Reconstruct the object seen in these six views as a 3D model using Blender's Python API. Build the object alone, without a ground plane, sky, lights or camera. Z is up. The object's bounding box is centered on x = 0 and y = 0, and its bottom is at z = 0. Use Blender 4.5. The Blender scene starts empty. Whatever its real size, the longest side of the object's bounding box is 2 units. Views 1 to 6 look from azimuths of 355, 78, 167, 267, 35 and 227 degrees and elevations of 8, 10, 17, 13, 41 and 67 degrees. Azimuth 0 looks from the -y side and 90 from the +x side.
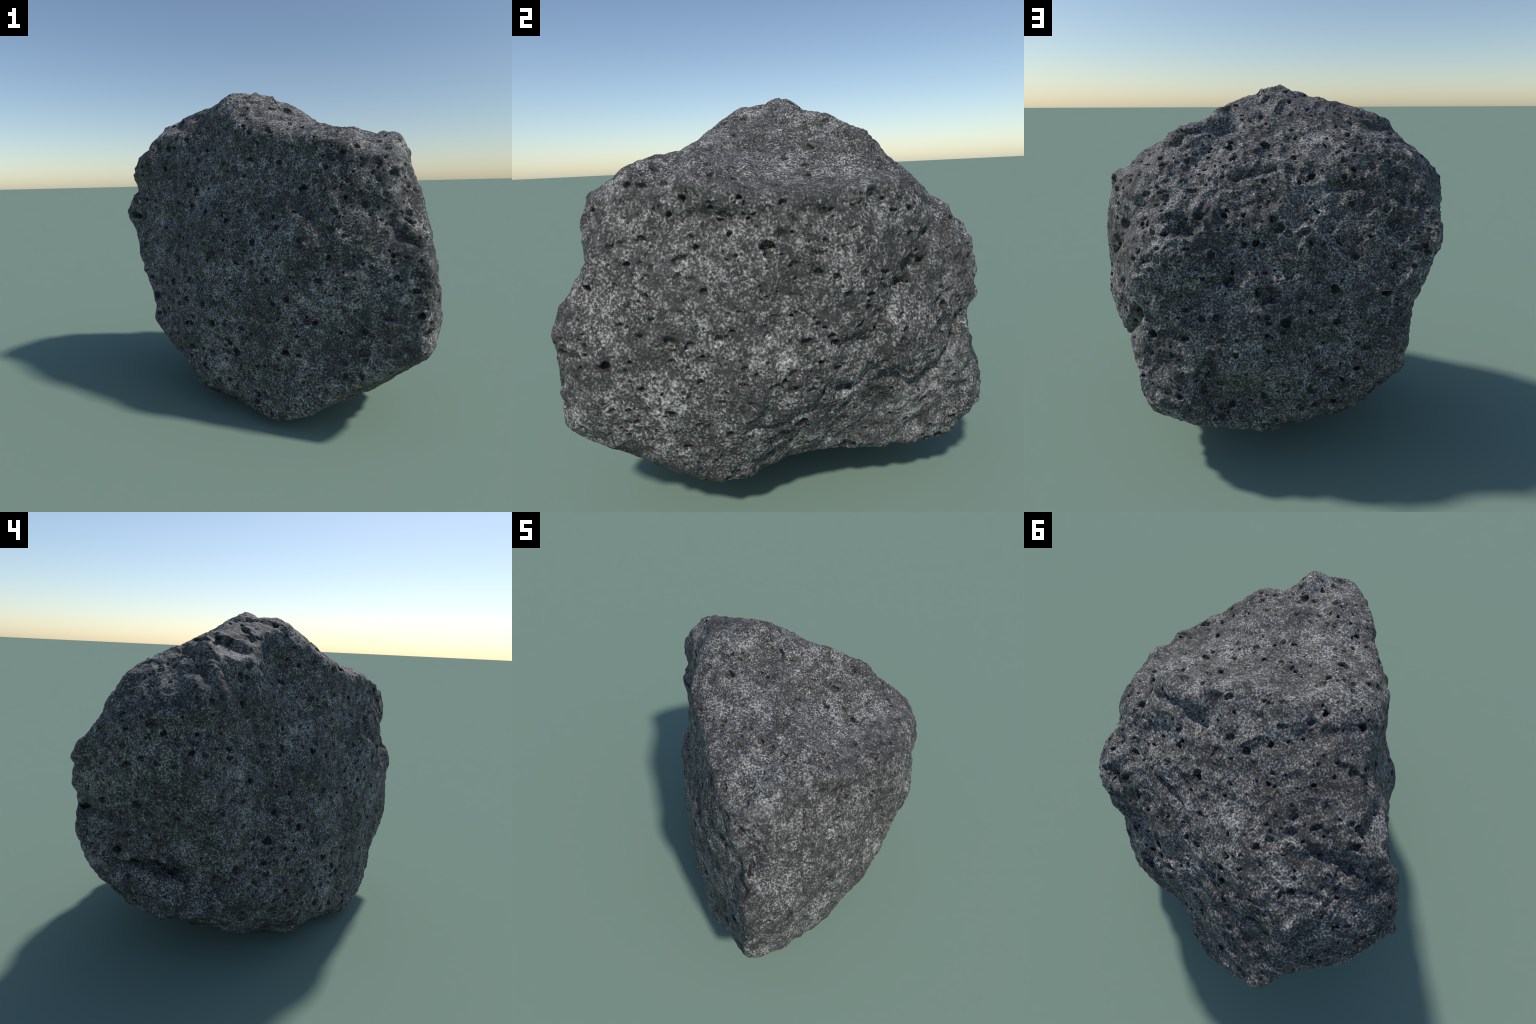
"""A weathered, vesicular basalt boulder.

The block is described as the rounded intersection of its fracture faces
(azimuth, elevation, distance from the heart of the stone), then dents, knobs
and creases are pressed into it, then layers of rough noise and gas-bubble
pits.  One mesh, one procedural basalt material.
"""
import bpy, bmesh, math
import numpy as np

HEART = np.array([0.0, 0.0, 0.88])
SHARP = 100.0          # edge hardness of the fracture faces (larger = crisper)
LEVEL = 9              # icosphere subdivisions (3-4 mm facets)

# fracture faces: azimuth of normal (0 = +x, 90 = +y), elevation, distance
FACES = [
    # upper faces round the peak
    (-160.0, 51.7, .909), (-110.5, 48.7, .831), (-76.4, 74.0, .929), (-28.8, 49.7, 1.075),
    (5.7, 52.6, .899), (45.8, 30.2, .997), (83.9, 52.6, .871), (112.2, 60.5, .934),
    (166.2, 37.8, 1.036),
    # the girdle
    (-178.8, -12.4, .892), (-139.6, 10.0, .532), (-131.6, -3.2, .552), (-124.9, 6.7, .534),
    (-118.4, 1.0, .596), (-69.7, 21.1, 1.077), (-42.3, 0.2, 1.099), (-16.0, 5.0, .892),
    (-15.3, -12.6, .946), (3.2, -14.2, .873), (5.0, 22.5, .954), (14.5, 4.6, .924),
    (46.4, 0.1, 1.054), (67.3, 5.8, .990), (85.4, -14.4, 1.001), (86.3, 10.0, .904),
    (87.0, 29.1, .849), (137.1, 28.4, 1.062), (153.8, -9.4, .883),
    # undercut lower faces
    (-154.6, -45.2, .832), (-61.2, -52.0, 1.010), (-44.8, -50.7, 1.021), (4.1, -78.0, .795),
    (46.9, -76.5, .836), (51.6, -48.7, 1.080), (104.6, -30.7, 1.015), (154.4, -58.0, .910),
]

# swells (+) and hollows (-) of the field: centre x, y, z, size, height
LUMPS = [
    # broad hollows and swells
    (.11, -.01, 1.65, .184, -.062), (.06, .33, 1.60, .300, -.053),
    (-.35, -.04, 1.59, .249, -.040), (.22, -.14, 1.53, .300, -.091),
    (.29, -.16, 1.52, .300, -.083), (-.40, .00, 1.43, .300, -.081),
    (.56, .02, 1.43, .221, -.071), (.74, -.30, 1.43, .199, -.013),
    (.56, -.58, 1.38, .204, -.119), (.46, .47, 1.38, .193, -.102),
    (-.05, -.45, 1.28, .300, -.038), (.22, -.80, 1.20, .174, .030),
    (.51, -.82, 1.10, .182, -.067), (-.04, .80, 1.04, .274, -.042),
    (-.35, -.33, 1.04, .291, -.036), (-.03, -.67, 1.02, .204, .039),
    (-.62, .09, .96, .300, -.054), (.88, -.08, .96, .212, -.043), (.56, .69, .78, .238, -.069),
    (-.49, .90, .76, .174, -.032), (.26, .97, .70, .176, .010), (.89, -.08, .65, .248, .050),
    (-.63, .09, .62, .300, -.088), (-.05, .90, .61, .173, -.068), (-.65, .25, .46, .177, -.075),
    (-.24, 1.01, .39, .239, .058), (-.73, .48, .36, .223, .032), (.68, -.01, .29, .300, -.063),
    # dents
    (-.18, .08, 1.75, .106, -.048), (.26, .44, 1.52, .101, -.015),
    (.33, -.39, 1.52, .136, -.050), (-.65, .22, 1.51, .050, -.034),
    (-.63, .41, 1.49, .123, -.054), (.43, -.50, 1.48, .112, -.062),
    (.67, -.20, 1.42, .120, -.024), (.37, -.82, 1.41, .107, -.017),
    (.78, -.24, 1.40, .125, -.013), (.25, .65, 1.35, .110, -.026),
    (-.82, .35, 1.27, .075, -.049), (-.29, -.29, 1.26, .104, -.012),
    (.72, .51, 1.19, .111, -.046), (-.48, -.08, 1.11, .122, -.011),
    (-.76, .23, 1.08, .159, -.025), (.26, .79, 1.07, .147, -.034), (-.26, .86, .99, .099, -.009),
    (.41, .81, .93, .087, -.035), (-.22, -.48, .76, .131, -.022), (-.12, -.56, .51, .096, -.010),
    (.74, .32, .49, .125, -.026), (.30, .86, .45, .168, -.022), (.39, .83, .45, .071, -.018),
    (-.51, .69, .32, .133, -.029), (.31, -.83, .31, .137, -.014), (-.07, .69, .14, .158, -.036),
    # knobs
    (-.27, .23, 1.78, .060, .016), (.03, .33, 1.69, .144, .021), (.19, -.08, 1.65, .090, .023),
    (.32, -.14, 1.62, .151, .016), (.53, .34, 1.59, .089, .048), (.49, .01, 1.56, .086, .021),
    (.26, -.64, 1.55, .114, .011), (.53, -.08, 1.52, .099, .007), (-.51, -.00, 1.45, .126, .030),
    (.86, .19, 1.42, .126, .027), (.66, -.80, 1.42, .051, .044), (.86, .19, 1.41, .069, .013),
    (-.28, .71, 1.39, .166, .034), (.87, .02, 1.39, .069, .028), (.65, -.60, 1.38, .066, .019),
    (.55, -.83, 1.38, .068, .015), (-.47, -.05, 1.38, .147, .020), (.13, .76, 1.32, .123, .021),
    (.68, -.57, 1.30, .093, .037), (-.37, .81, 1.27, .110, .017), (-.49, .82, 1.20, .092, .014),
    (.20, .84, 1.19, .104, .017), (-.30, .87, 1.16, .100, .021), (-.00, .87, 1.16, .126, .058),
    (-.67, .95, 1.15, .129, .038), (-.92, .29, 1.09, .105, .030), (-.78, .54, 1.08, .138, .028),
    (-.44, -.31, 1.06, .156, .045), (-.68, .07, .95, .109, .018), (.82, -.47, .95, .148, .034),
    (.66, .79, .88, .072, .030), (.21, .96, .81, .101, .023), (-.70, .09, .79, .109, .020),
    (.93, .35, .73, .152, .033), (.78, .36, .59, .073, .013), (-.28, -.50, .43, .148, .009),
    (.76, -.02, .36, .093, .030), (-.18, .96, .33, .115, .035), (.17, .89, .29, .121, .007),
    (-.42, -.44, .27, .076, .060), (-.47, -.24, .04, .144, .085), (-.20, -.42, -.03, .050, .046),
    # bays and bosses: back foot, brow over the shaded side, its undercut, lit foot
    (.32, .88, .42, .130, -.050), (-.79, .54, 1.12, .120, .035), (-.73, .43, .72, .120, -.030),
    (.80, -.15, .45, .120, .020),
]

# creases: polyline, half width, depth
CREASES = [
    # shadowed band under the rim of the lit face
    ([(.66, -.62, 1.34), (.75, -.36, 1.32), (.81, -.15, 1.30), (.86, .04, 1.30)], 0.030, 0.014),
    # ledge low on the lit side
    ([(.82, .28, .64), (.77, .43, .57), (.80, .51, .64), (.79, .58, .70), (.76, .66, .80)], 0.028, 0.040),
    # step under the lit face
    ([(.86, .26, .71), (.84, .13, .62), (.86, .03, .62), (.85, -.01, .56), (.83, -.15, .48), (.83, -.29, .48)], 0.022, 0.018),
    # chips
    ([(.81, .16, .55), (.81, .11, .53), (.78, .09, .45)], 0.014, 0.012),
    # chips
    ([(.76, .28, .44), (.76, .22, .39), (.75, .15, .35)], 0.016, 0.016),
    # chips
    ([(.76, .44, .35), (.76, .36, .34), (.75, .26, .33)], 0.016, 0.014),
    # valley beside the right shoulder
    ([(.59, .62, 1.31), (.76, .47, 1.18), (.86, .33, 1.03), (.89, .26, .92)], 0.030, 0.020),
    # hollow under the top edge
    ([(.70, -.58, 1.26), (.73, -.47, 1.31), (.76, -.33, 1.31), (.80, -.23, 1.27)], 0.030, 0.022),
    # pocket
    ([(.90, .05, .82), (.89, .11, .82), (.88, .18, .80)], 0.022, 0.018),
    # slit on the back shoulder
    ([(.27, .61, 1.40), (.21, .61, 1.43), (.09, .63, 1.45)], 0.020, 0.030),
    # back undercut
    ([(-.14, .72, 1.38), (-.24, .75, 1.36), (-.38, .76, 1.35)], 0.030, 0.022),
    # back corner gully
    ([(.46, .90, .61), (.46, .88, .48), (.42, .82, .34)], 0.045, 0.045),
    # back gully
    ([(.69, .74, .82), (.53, .81, .89), (.38, .82, .99), (.32, .81, 1.05)], 0.030, 0.018),
    # back foot hollow
    ([(.35, .83, .39), (.25, .84, .36)], 0.030, 0.025),
    # overhang low on the shaded side
    ([(-.59, .73, .54), (-.68, .55, .58), (-.70, .40, .55), (-.70, .24, .50), (-.78, .11, .50)], 0.028, 0.090),
    # crack
    ([(-.69, .14, 1.03), (-.70, .13, .95), (-.78, .19, .91)], 0.015, 0.014),
    # side hollow
    ([(-.51, .89, .80), (-.66, .67, .81)], 0.025, 0.025),
    # crown gouge
    ([(.52, .38, 1.56), (.38, .36, 1.61), (.24, .34, 1.63)], 0.032, 0.030),
    # shelf below the crown
    ([(-.48, .41, 1.63), (-.57, .38, 1.62), (-.65, .31, 1.58), (-.74, .28, 1.50)], 0.035, 0.030),
    # front edge crack
    ([(.43, -.85, 1.37), (.49, -.84, 1.31), (.54, -.83, 1.26), (.56, -.85, 1.17)], 0.014, 0.014),
    # front edge crack
    ([(.55, -.87, 1.14), (.60, -.88, 1.09), (.63, -.89, 1.03)], 0.016, 0.018),
    # front flank
    ([(.43, -.86, 1.08), (.49, -.90, 1.03), (.55, -.94, 1.00)], 0.025, 0.020),
]

# sharp crests: polyline, half width, height
RIDGES = [
    # rim between the crown and the lit face
    ([(.36, -.82, 1.40), (.54, -.83, 1.38), (.63, -.64, 1.42), (.70, -.44, 1.44), (.75, -.39, 1.42),
      (.79, -.18, 1.39), (.87, .01, 1.38), (.85, .18, 1.41), (.76, .33, 1.43)], 0.028, 0.026),
    # front edge between crown and shaded side
    ([(-.48, .19, 1.69), (-.14, -.26, 1.68), (-.04, -.46, 1.55), (.23, -.72, 1.46), (.37, -.82, 1.40)], 0.030, 0.014),
    # front vertical edge
    ([(.54, -.81, 1.33), (.59, -.83, 1.22), (.62, -.85, 1.11), (.60, -.96, .95), (.62, -.97, .73)], 0.030, 0.016),
    # edge behind the crown
    ([(.63, .32, 1.50), (.40, .28, 1.66), (.25, .21, 1.73), (.12, .17, 1.78)], 0.030, 0.012),
    # edge beside the crown
    ([(-.23, -.12, 1.75), (-.29, -.04, 1.71), (-.37, .02, 1.66), (-.47, .09, 1.63)], 0.030, 0.014),
    # buttress below the peak
    ([(-.55, .29, 1.68), (-.65, .25, 1.60), (-.71, .19, 1.49), (-.76, .21, 1.38)], 0.035, 0.022),
    # lip over the overhang
    ([(-.64, .63, .60), (-.70, .50, .62), (-.70, .34, .59), (-.73, .18, .55)], 0.035, 0.016),
    # toe below the overhang
    ([(-.59, .68, .42), (-.70, .50, .42), (-.72, .30, .41), (-.74, .14, .42)], 0.060, 0.020),
]

# the large cavities that can be told apart: centre, radius, depth
CAVITIES = [
    ((.80, -.17, .40), 0.028, 0.035), ((.83, .24, 1.35), 0.035, 0.030),
    ((.76, -.35, 1.31), 0.024, 0.028), ((.86, .33, 1.01), 0.026, 0.025),
    ((.79, -.55, .86), 0.022, 0.022), ((.74, -.66, .88), 0.018, 0.018),
    ((.81, -.48, .85), 0.016, 0.016), ((.90, -.12, .72), 0.017, 0.020),
    ((.72, -.66, 1.04), 0.017, 0.020), ((.72, -.70, .98), 0.018, 0.018),
    ((.84, -.13, 1.23), 0.020, 0.022), ((.88, .00, 1.16), 0.018, 0.018),
    ((.88, .16, 1.15), 0.015, 0.018), ((.64, -.74, 1.21), 0.018, 0.018),
    ((.59, -.82, 1.23), 0.014, 0.016), ((.67, -.91, .80), 0.016, 0.016),
    ((.63, -.96, .81), 0.018, 0.018), ((.74, -.74, .52), 0.018, 0.018),
    ((.89, -.20, .67), 0.014, 0.014), ((.87, -.08, .94), 0.020, 0.014),
    ((.75, -.49, 1.16), 0.014, 0.014), ((.78, -.46, 1.08), 0.015, 0.015),
    ((.53, .75, 1.23), 0.050, 0.045), ((.18, .88, .93), 0.036, 0.045),
    ((-.20, .84, 1.10), 0.030, 0.030), ((.45, .71, 1.29), 0.018, 0.018),
    ((.70, .54, 1.30), 0.025, 0.020), ((.30, .37, 1.61), 0.050, 0.020),
    ((-.20, .91, .89), 0.014, 0.015), ((-.30, .80, 1.27), 0.030, 0.020),
    ((-.44, .82, 1.19), 0.025, 0.020), ((-.43, .89, 1.05), 0.025, 0.020),
    ((.78, .44, 1.19), 0.022, 0.020), ((.04, .21, 1.76), 0.022, 0.020),
    ((-.13, .09, 1.78), 0.016, 0.022), ((-.40, .27, 1.71), 0.020, 0.024),
    ((-.33, .37, 1.67), 0.014, 0.018), ((-.42, .34, 1.67), 0.016, 0.020),
    ((-.32, .49, 1.62), 0.016, 0.018), ((-.55, .23, 1.67), 0.015, 0.018),
    ((-.56, .30, 1.67), 0.015, 0.018), ((-.64, .27, 1.60), 0.014, 0.016),
    ((-.37, .11, 1.72), 0.022, 0.024), ((-.04, .31, 1.69), 0.040, 0.016),
    ((.06, .22, 1.74), 0.022, 0.018), ((-.36, .42, 1.65), 0.018, 0.020),
    ((.60, -.42, 1.50), 0.022, 0.020), ((.36, -.76, 1.44), 0.024, 0.020),
    ((.12, .05, 1.71), 0.020, 0.018), ((.38, .10, 1.58), 0.022, 0.018),
    ((.81, .03, 1.39), 0.016, 0.014), ((-.84, .38, 1.23), 0.020, 0.022),
    ((-.88, .33, 1.20), 0.018, 0.020), ((-.69, .11, .94), 0.022, 0.020),
    ((-.31, -.12, 1.58), 0.022, 0.020), ((-.35, .12, 1.74), 0.022, 0.022),
    ((-.59, -.13, .45), 0.014, 0.016), ((-.62, .11, 1.42), 0.016, 0.016),
    ((.52, -.88, 1.12), 0.026, 0.026), ((.46, -.87, 1.09), 0.016, 0.014),
    ((-.22, -.35, 1.35), 0.016, 0.016), ((-.42, -.14, 1.29), 0.018, 0.018),
    ((-.34, -.30, 1.17), 0.022, 0.018), ((-.22, -.51, .25), 0.020, 0.020),
    ((.09, -.75, .88), 0.013, 0.016), ((-.20, -.50, .96), 0.013, 0.016),
    ((-.06, -.46, 1.55), 0.020, 0.018), ((.57, -.99, .81), 0.020, 0.018),
    ((-.01, -.68, .21), 0.020, 0.016), ((.44, -.92, .66), 0.020, 0.018),
    ((.34, -.87, .50), 0.016, 0.016), ((-.65, .08, 1.00), 0.016, 0.014),
]

# the countless gas bubbles: lattice scale, share of empty cells, radii
VESICLES = [
    dict(scale=8.5, share=.40, small=.014, large=.032),
    dict(scale=14.5, share=.08, small=.009, large=.021),
    dict(scale=27.0, share=.20, small=.0055, large=.0115),
]
SQUASH = (1.0, 1.0, 1.25)      # the bubbles are flattened in height


# ---------------------------------------------------------------- noise
def lattice(ix, iy, iz, seed):
    h = (ix * 374761393 + iy * 668265263 + iz * 2147483647 + seed * 974711) & 0xFFFFFFFF
    h = ((h ^ (h >> 13)) * 1274126177) & 0xFFFFFFFF
    h = ((h ^ (h >> 16)) * 2246822519) & 0xFFFFFFFF
    return (h ^ (h >> 15)) & 0xFFFFFFFF


def noise(p, size, seed):
    """gradient noise, about -1..1, features of the given size in metres"""
    q = p / size
    i = np.floor(q).astype(np.int64)
    f = q - i
    w = f * f * f * (f * (f * 6 - 15) + 10)
    out = np.zeros(len(p))
    for dx in (0, 1):
        for dy in (0, 1):
            for dz in (0, 1):
                h = lattice(i[:, 0] + dx, i[:, 1] + dy, i[:, 2] + dz, seed)
                gx = ((h & 1023) / 511.5) - 1
                gy = (((h >> 10) & 1023) / 511.5) - 1
                gz = (((h >> 20) & 1023) / 511.5) - 1
                v = gx * (f[:, 0] - dx) + gy * (f[:, 1] - dy) + gz * (f[:, 2] - dz)
                wt = (np.where(dx, w[:, 0], 1 - w[:, 0]) * np.where(dy, w[:, 1], 1 - w[:, 1])
                      * np.where(dz, w[:, 2], 1 - w[:, 2]))
                out += v * wt
    return out * 1.5


def fractal(p, size, octaves, seed, gain=0.5):
    s, a, out = size, 1.0, np.zeros(len(p))
    for k in range(octaves):
        out += a * noise(p + 3.7 * k, s, seed + k)
        s *= 0.5
        a *= gain
    return out


# ---------------------------------------------------------------- mesh helpers
def unit_sphere(level):
    bm = bmesh.new()
    bmesh.ops.create_icosphere(bm, subdivisions=level, radius=1.0)
    me = bpy.data.meshes.new("boulder")
    bm.to_mesh(me)
    bm.free()
    co = np.empty(len(me.vertices) * 3, np.float64)
    me.vertices.foreach_get("co", co)
    tri = np.empty(len(me.loops), np.int32)
    me.loops.foreach_get("vertex_index", tri)
    return me, co.reshape(-1, 3), tri.reshape(-1, 3)


def normals(co, tri):
    n = np.cross(co[tri[:, 1]] - co[tri[:, 0]], co[tri[:, 2]] - co[tri[:, 0]])
    out = np.stack([np.bincount(tri.ravel(), np.repeat(n[:, k], 3), len(co)) for k in range(3)], 1)
    return out / np.maximum(np.linalg.norm(out, axis=1, keepdims=True), 1e-12)


def block_field(p):
    """signed field of the stone: negative inside.  Rounded intersection of
    the fracture faces, swollen or hollowed by the lumps."""
    f = np.array(FACES, float)
    az, el, h = np.radians(f[:, 0]), np.radians(f[:, 1]), f[:, 2]
    n = np.stack([np.cos(az) * np.cos(el), np.sin(az) * np.cos(el), np.sin(el)], 1)
    q = (p - HEART) @ n.T - h
    m = q.max(1, keepdims=True)
    val = m[:, 0] + np.log(np.exp(SHARP * (q - m)).sum(1)) / SHARP
    for x, y, z, size, height in LUMPS:
        d2 = (p[:, 0] - x) ** 2 + (p[:, 1] - y) ** 2 + (p[:, 2] - z) ** 2
        near = np.flatnonzero(d2 < 6.5 * size ** 2)
        val[near] -= height * np.exp(-d2[near] / size ** 2)
    return val


def stone_radius(d):
    """distance from the heart to the surface along each unit direction:
    walk inwards until the field turns negative, then bisect"""
    out = np.empty(len(d))
    for a in range(0, len(d), 80000):
        c = d[a:a + 80000]
        hi = np.full(len(c), 1.45)
        lo = np.zeros(len(c))
        live = np.arange(len(c))
        r = hi.copy()
        while len(live):
            r[live] -= 0.05
            inside = block_field(HEART + c[live] * r[live, None]) < 0
            inside |= r[live] < .1
            lo[live[inside]] = r[live[inside]]
            live = live[~inside]
        hi = lo + .05
        for _ in range(2):
            mid = (lo + hi) / 2
            ins = block_field(HEART + c * mid[:, None]) < 0
            lo, hi = np.where(ins, mid, lo), np.where(ins, hi, mid)
        flo = block_field(HEART + c * lo[:, None])
        fhi = block_field(HEART + c * hi[:, None])
        out[a:a + 80000] = lo + (hi - lo) * np.clip(flo / (flo - fhi - 1e-12), 0, 1)
    return out


def line_distance2(co, points):
    best = np.full(len(co), 1e9)
    pts = [np.array(p, float) for p in points]
    for p, q in zip(pts[:-1], pts[1:]):
        s = q - p
        t = np.clip(((co - p) @ s) / (s @ s), 0, 1)
        best = np.minimum(best, ((co - p - t[:, None] * s) ** 2).sum(1))
    return best


def crease(co, points, width, depth):
    return -depth * np.exp(-line_distance2(co, points) / width ** 2)


def crest(co, points, width, height):
    return height * np.exp(-np.sqrt(line_distance2(co, points)) / width)


def bubble_space(tree, position):
    """squashed and gently warped coordinates, so that no bubble is a true
    ellipsoid; built alike in the mesh probe and in the material"""
    N, L = tree.nodes, tree.links
    warp = N.new("ShaderNodeTexNoise")
    warp.inputs["Scale"].default_value = 28.0
    warp.inputs["Detail"].default_value = 1.0
    L.new(position, warp.inputs["Vector"])
    off = N.new("ShaderNodeVectorMath")
    off.operation = "MULTIPLY_ADD"
    off.inputs[1].default_value = (.030, .030, .030)
    off.inputs[2].default_value = (-.015, -.015, -.015)
    L.new(warp.outputs["Color"], off.inputs[0])
    sq = N.new("ShaderNodeVectorMath")
    sq.operation = "MULTIPLY_ADD"
    sq.inputs[1].default_value = SQUASH
    L.new(position, sq.inputs[0])
    L.new(off.outputs[0], sq.inputs[2])
    return sq.outputs[0]


def lattice_cells(me, co, scale):
    """offset from the Voronoi point each vertex belongs to, and its pick; the
    material uses the same lattice to paint shade into the bubbles"""
    me.vertices.foreach_set("co", co.ravel())
    me.update()
    g = bpy.data.node_groups.new("bubble_lattice", "GeometryNodeTree")
    g.interface.new_socket("Geometry", in_out="INPUT", socket_type="NodeSocketGeometry")
    g.interface.new_socket("Geometry", in_out="OUTPUT", socket_type="NodeSocketGeometry")
    N, L = g.nodes, g.links
    gi, go = N.new("NodeGroupInput"), N.new("NodeGroupOutput")
    pos = N.new("GeometryNodeInputPosition")
    space = bubble_space(g, pos.outputs[0])
    vor = N.new("ShaderNodeTexVoronoi")
    vor.inputs["Scale"].default_value = scale
    L.new(space, vor.inputs["Vector"])
    last = gi.outputs[0]
    names = ("bubble_space", "bubble_centre", "bubble_pick")
    for name, sock in zip(names, (space, vor.outputs["Position"], vor.outputs["Color"])):
        st = N.new("GeometryNodeStoreNamedAttribute")
        st.data_type = "FLOAT_VECTOR"
        st.inputs["Name"].default_value = name
        L.new(last, st.inputs["Geometry"])
        L.new(sock, st.inputs["Value"])
        last = st.outputs["Geometry"]
    L.new(last, go.inputs[0])
    ob = bpy.data.objects.new("bubble_probe", me)
    bpy.context.scene.collection.objects.link(ob)
    md = ob.modifiers.new("bubble_lattice", "NODES")
    md.node_group = g
    ev = ob.evaluated_get(bpy.context.evaluated_depsgraph_get())
    em = ev.to_mesh()
    out = []
    for name in names:
        a = np.empty(len(co) * 3, np.float32)
        em.attributes[name].data.foreach_get("vector", a)
        out.append(a.reshape(-1, 3).astype(float))
    ev.to_mesh_clear()
    bpy.data.objects.remove(ob)
    bpy.data.node_groups.remove(g)
    return out[0] - out[1], out[2][:, 0]


def build_shape():
    me, d, tri = unit_sphere(LEVEL)
    co = HEART + d * stone_radius(d)[:, None]
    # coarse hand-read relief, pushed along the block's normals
    nor = normals(co, tri)
    move = np.zeros(len(co))
    wob = co + 0.02 * np.stack([noise(co, .09, 70 + k) for k in range(3)], 1)
    for args in CREASES:
        move += 1.35 * crease(wob, *args)
    for args in RIDGES:
        move += crest(wob, *args)
    co = co + nor * move[:, None]
    # broken-rock roughness: broad undulation, chipped hackles, grit
    nor = normals(co, tri)
    warp = co + 0.03 * np.stack([noise(co, .15, 40 + k) for k in range(3)], 1)
    # the back and the crown are craggier than the clean-broken front
    craggy = np.clip(.40 + .9 * co[:, 1] + .5 * noise(co, .4, 31), .30, 1)
    rough = .003 + 0.012 * fractal(warp, .20, 3, 1)
    rough += (.014 + .014 * craggy) * (0.26 - np.abs(fractal(warp, .14, 2, 11)))
    rough += .013 * craggy * (.25 - np.abs(fractal(warp, .075, 2, 15)))
    rough += (.0015 + .0015 * craggy) * fractal(warp, .035, 2, 21)
    co = co + nor * rough[:, None]
    # the large cavities
    nor = normals(co, tri)
    hole = np.zeros(len(co))
    for k, (centre, r, depth) in enumerate(CAVITIES):
        near = np.flatnonzero(((co - np.array(centre)) ** 2).sum(1) < (2.5 * r + .02) ** 2)
        if not len(near):
            continue
        d2 = ((co[near] - np.array(centre)) ** 2).sum(1)
        c = co[near[d2.argmin()]]
        v = co[near] - c
        tilt = np.array([math.cos(2.4 * k), math.sin(2.4 * k), .4 * math.sin(5.1 * k)])
        t = v @ tilt / np.linalg.norm(tilt)
        q = np.sqrt(np.maximum((v * v).sum(1) - .5 * t * t, 0)) / r
        q += .3 * noise(co[near], r * 1.1, 55)
        hole[near] = np.maximum(hole[near], depth / (1 + np.exp((q - .85) * 6)))
    co = co - nor * hole[:, None]
    co[:, 2] -= co[:, 2].min()
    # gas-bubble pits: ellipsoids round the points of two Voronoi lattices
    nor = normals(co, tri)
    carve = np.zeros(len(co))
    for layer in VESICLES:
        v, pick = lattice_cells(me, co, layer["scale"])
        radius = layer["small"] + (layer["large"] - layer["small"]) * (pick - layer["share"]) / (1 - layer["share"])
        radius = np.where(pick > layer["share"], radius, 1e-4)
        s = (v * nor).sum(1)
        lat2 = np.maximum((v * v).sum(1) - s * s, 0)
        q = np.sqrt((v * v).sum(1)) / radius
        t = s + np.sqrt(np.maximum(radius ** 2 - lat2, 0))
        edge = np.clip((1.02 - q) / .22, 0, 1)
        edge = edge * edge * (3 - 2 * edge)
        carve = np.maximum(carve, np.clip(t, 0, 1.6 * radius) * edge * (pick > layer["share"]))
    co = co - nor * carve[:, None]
    me.vertices.foreach_set("co", co.ravel())
    me.update()
    me.polygons.foreach_set("use_smooth", np.ones(len(me.polygons), bool))
    return me


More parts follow.
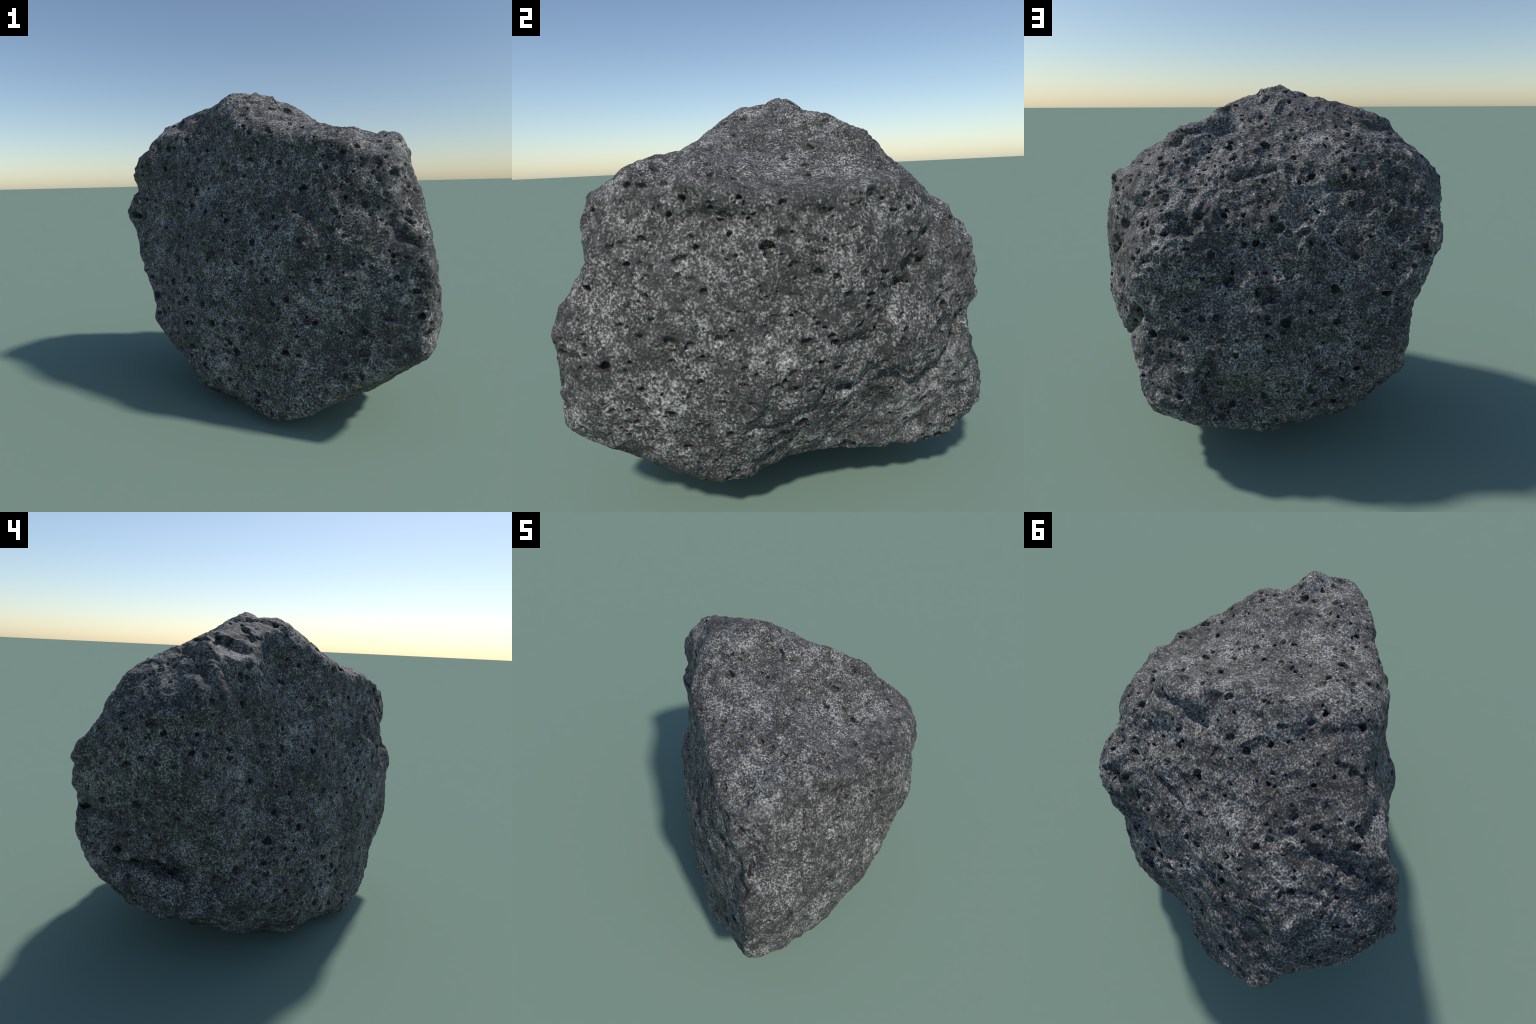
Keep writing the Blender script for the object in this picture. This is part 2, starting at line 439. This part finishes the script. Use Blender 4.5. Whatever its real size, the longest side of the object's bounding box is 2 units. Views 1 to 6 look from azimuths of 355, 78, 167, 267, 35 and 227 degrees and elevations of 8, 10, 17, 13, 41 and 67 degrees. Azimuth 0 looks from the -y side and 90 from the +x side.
# ---------------------------------------------------------------- material
def basalt():
    m = bpy.data.materials.new("speckled_basalt")
    m.use_nodes = True
    t = m.node_tree
    N, L = t.nodes, t.links
    N.clear()
    out = N.new("ShaderNodeOutputMaterial")
    bsdf = N.new("ShaderNodeBsdfPrincipled")
    L.new(bsdf.outputs[0], out.inputs[0])
    tc = N.new("ShaderNodeTexCoord")
    obj = tc.outputs["Object"]

    def nz(scale, detail=3, rough=.55, dist=0.0):
        n = N.new("ShaderNodeTexNoise")
        n.inputs["Scale"].default_value = scale
        n.inputs["Detail"].default_value = detail
        n.inputs["Roughness"].default_value = rough
        n.inputs["Distortion"].default_value = dist
        L.new(obj, n.inputs["Vector"])
        return n.outputs["Fac"]

    def ramp(src, stops):
        r = N.new("ShaderNodeValToRGB")
        e = r.color_ramp.elements
        while len(e) < len(stops):
            e.new(.5)
        for el, (p, c) in zip(e, stops):
            el.position = p
            el.color = (c, c, c, 1) if not isinstance(c, tuple) else (*c, 1)
        L.new(src, r.inputs[0])
        return r.outputs[0]

    def mix(fac, a, b, kind="MIX"):
        n = N.new("ShaderNodeMix")
        n.data_type = "RGBA"
        n.blend_type = kind
        for s, k in ((fac, 0), (a, 6), (b, 7)):
            if isinstance(s, (int, float)):
                n.inputs[k].default_value = s
            elif isinstance(s, tuple):
                n.inputs[k].default_value = (*s, 1)
            else:
                L.new(s, n.inputs[k])
        return n.outputs[2]

    def math_(op, a, b):
        n = N.new("ShaderNodeMath")
        n.operation = op
        for s, k in ((a, 0), (b, 1)):
            if isinstance(s, (int, float)):
                n.inputs[k].default_value = s
            else:
                L.new(s, n.inputs[k])
        return n.outputs[0]

    patch = nz(4.5, 4, .6)
    ground = ramp(nz(14, 5, .65), [(.3, (.020, .0197, .019)), (.7, (.048, .047, .0455))])
    # pale feldspar grains, denser in patches.  The broad face towards +x has
    # coarse, sparse, slightly warmer speckle; on the other faces it is finer, denser
    sep = N.new("ShaderNodeSeparateXYZ")
    L.new(obj, sep.inputs[0])
    reach = math_("ADD", sep.outputs[0], math_("MULTIPLY", sep.outputs[1], -.22))
    reach = math_("ADD", reach, math_("MULTIPLY", math_("SUBTRACT", nz(6, 3), .5), .25))
    coarse = math_("MULTIPLY", ramp(reach, [(.58, 0.0), (.72, 1.0)]),
                   ramp(math_("SUBTRACT", 1.45, sep.outputs[2]), [(.0, 0.0), (.07, 1.0)]))
    grain = nz(96, 4, .64)
    fine = nz(112, 4, .66)
    cluster = math_("MULTIPLY", math_("SUBTRACT", nz(22, 4, .65), .5), .55)
    drift = math_("ADD", math_("MULTIPLY", math_("SUBTRACT", patch, .5), .40), cluster)
    pale_coarse = ramp(math_("ADD", grain, drift), [(.45, 0.0), (.56, .18), (.65, .52), (.78, 1.0)])
    pale_fine = ramp(math_("ADD", fine, math_("MULTIPLY", drift, .75)),
                     [(.44, 0.0), (.54, .18), (.62, .55), (.72, 1.0)])
    col = mix(coarse, mix(pale_fine, ground, (.47, .465, .455)), mix(pale_coarse, ground, (.48, .472, .448)))
    # warm rusty flecks
    rust = ramp(nz(70, 2), [(.64, 0.0), (.74, .45)])
    col = mix(rust, col, (.22, .17, .12))
    # shadow inside the gas bubbles, painted as a darker base colour
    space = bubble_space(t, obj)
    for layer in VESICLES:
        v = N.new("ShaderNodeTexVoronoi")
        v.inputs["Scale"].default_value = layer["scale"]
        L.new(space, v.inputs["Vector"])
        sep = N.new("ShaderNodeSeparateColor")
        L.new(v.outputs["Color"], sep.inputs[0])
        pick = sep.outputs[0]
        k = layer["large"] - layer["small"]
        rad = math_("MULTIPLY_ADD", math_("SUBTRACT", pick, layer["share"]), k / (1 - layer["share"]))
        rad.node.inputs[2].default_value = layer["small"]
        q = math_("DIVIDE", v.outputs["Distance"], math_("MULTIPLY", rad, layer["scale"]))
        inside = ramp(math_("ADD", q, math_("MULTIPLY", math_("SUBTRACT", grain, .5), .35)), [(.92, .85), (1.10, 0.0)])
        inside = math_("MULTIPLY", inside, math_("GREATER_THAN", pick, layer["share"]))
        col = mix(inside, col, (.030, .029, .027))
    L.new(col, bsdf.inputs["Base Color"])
    bsdf.inputs["Roughness"].default_value = .75
    bsdf.inputs["Specular IOR Level"].default_value = .4
    bump = N.new("ShaderNodeBump")
    bump.inputs["Strength"].default_value = .6
    bump.inputs["Distance"].default_value = .005
    L.new(nz(110, 5, .65), bump.inputs["Height"])
    L.new(bump.outputs[0], bsdf.inputs["Normal"])
    return m


mesh = build_shape()
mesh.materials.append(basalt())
rock = bpy.data.objects.new("boulder", mesh)
bpy.context.scene.collection.objects.link(rock)
rock["label"] = "angular dark grey porous volcanic boulder with pitted surface"
rock["category"] = "rock"
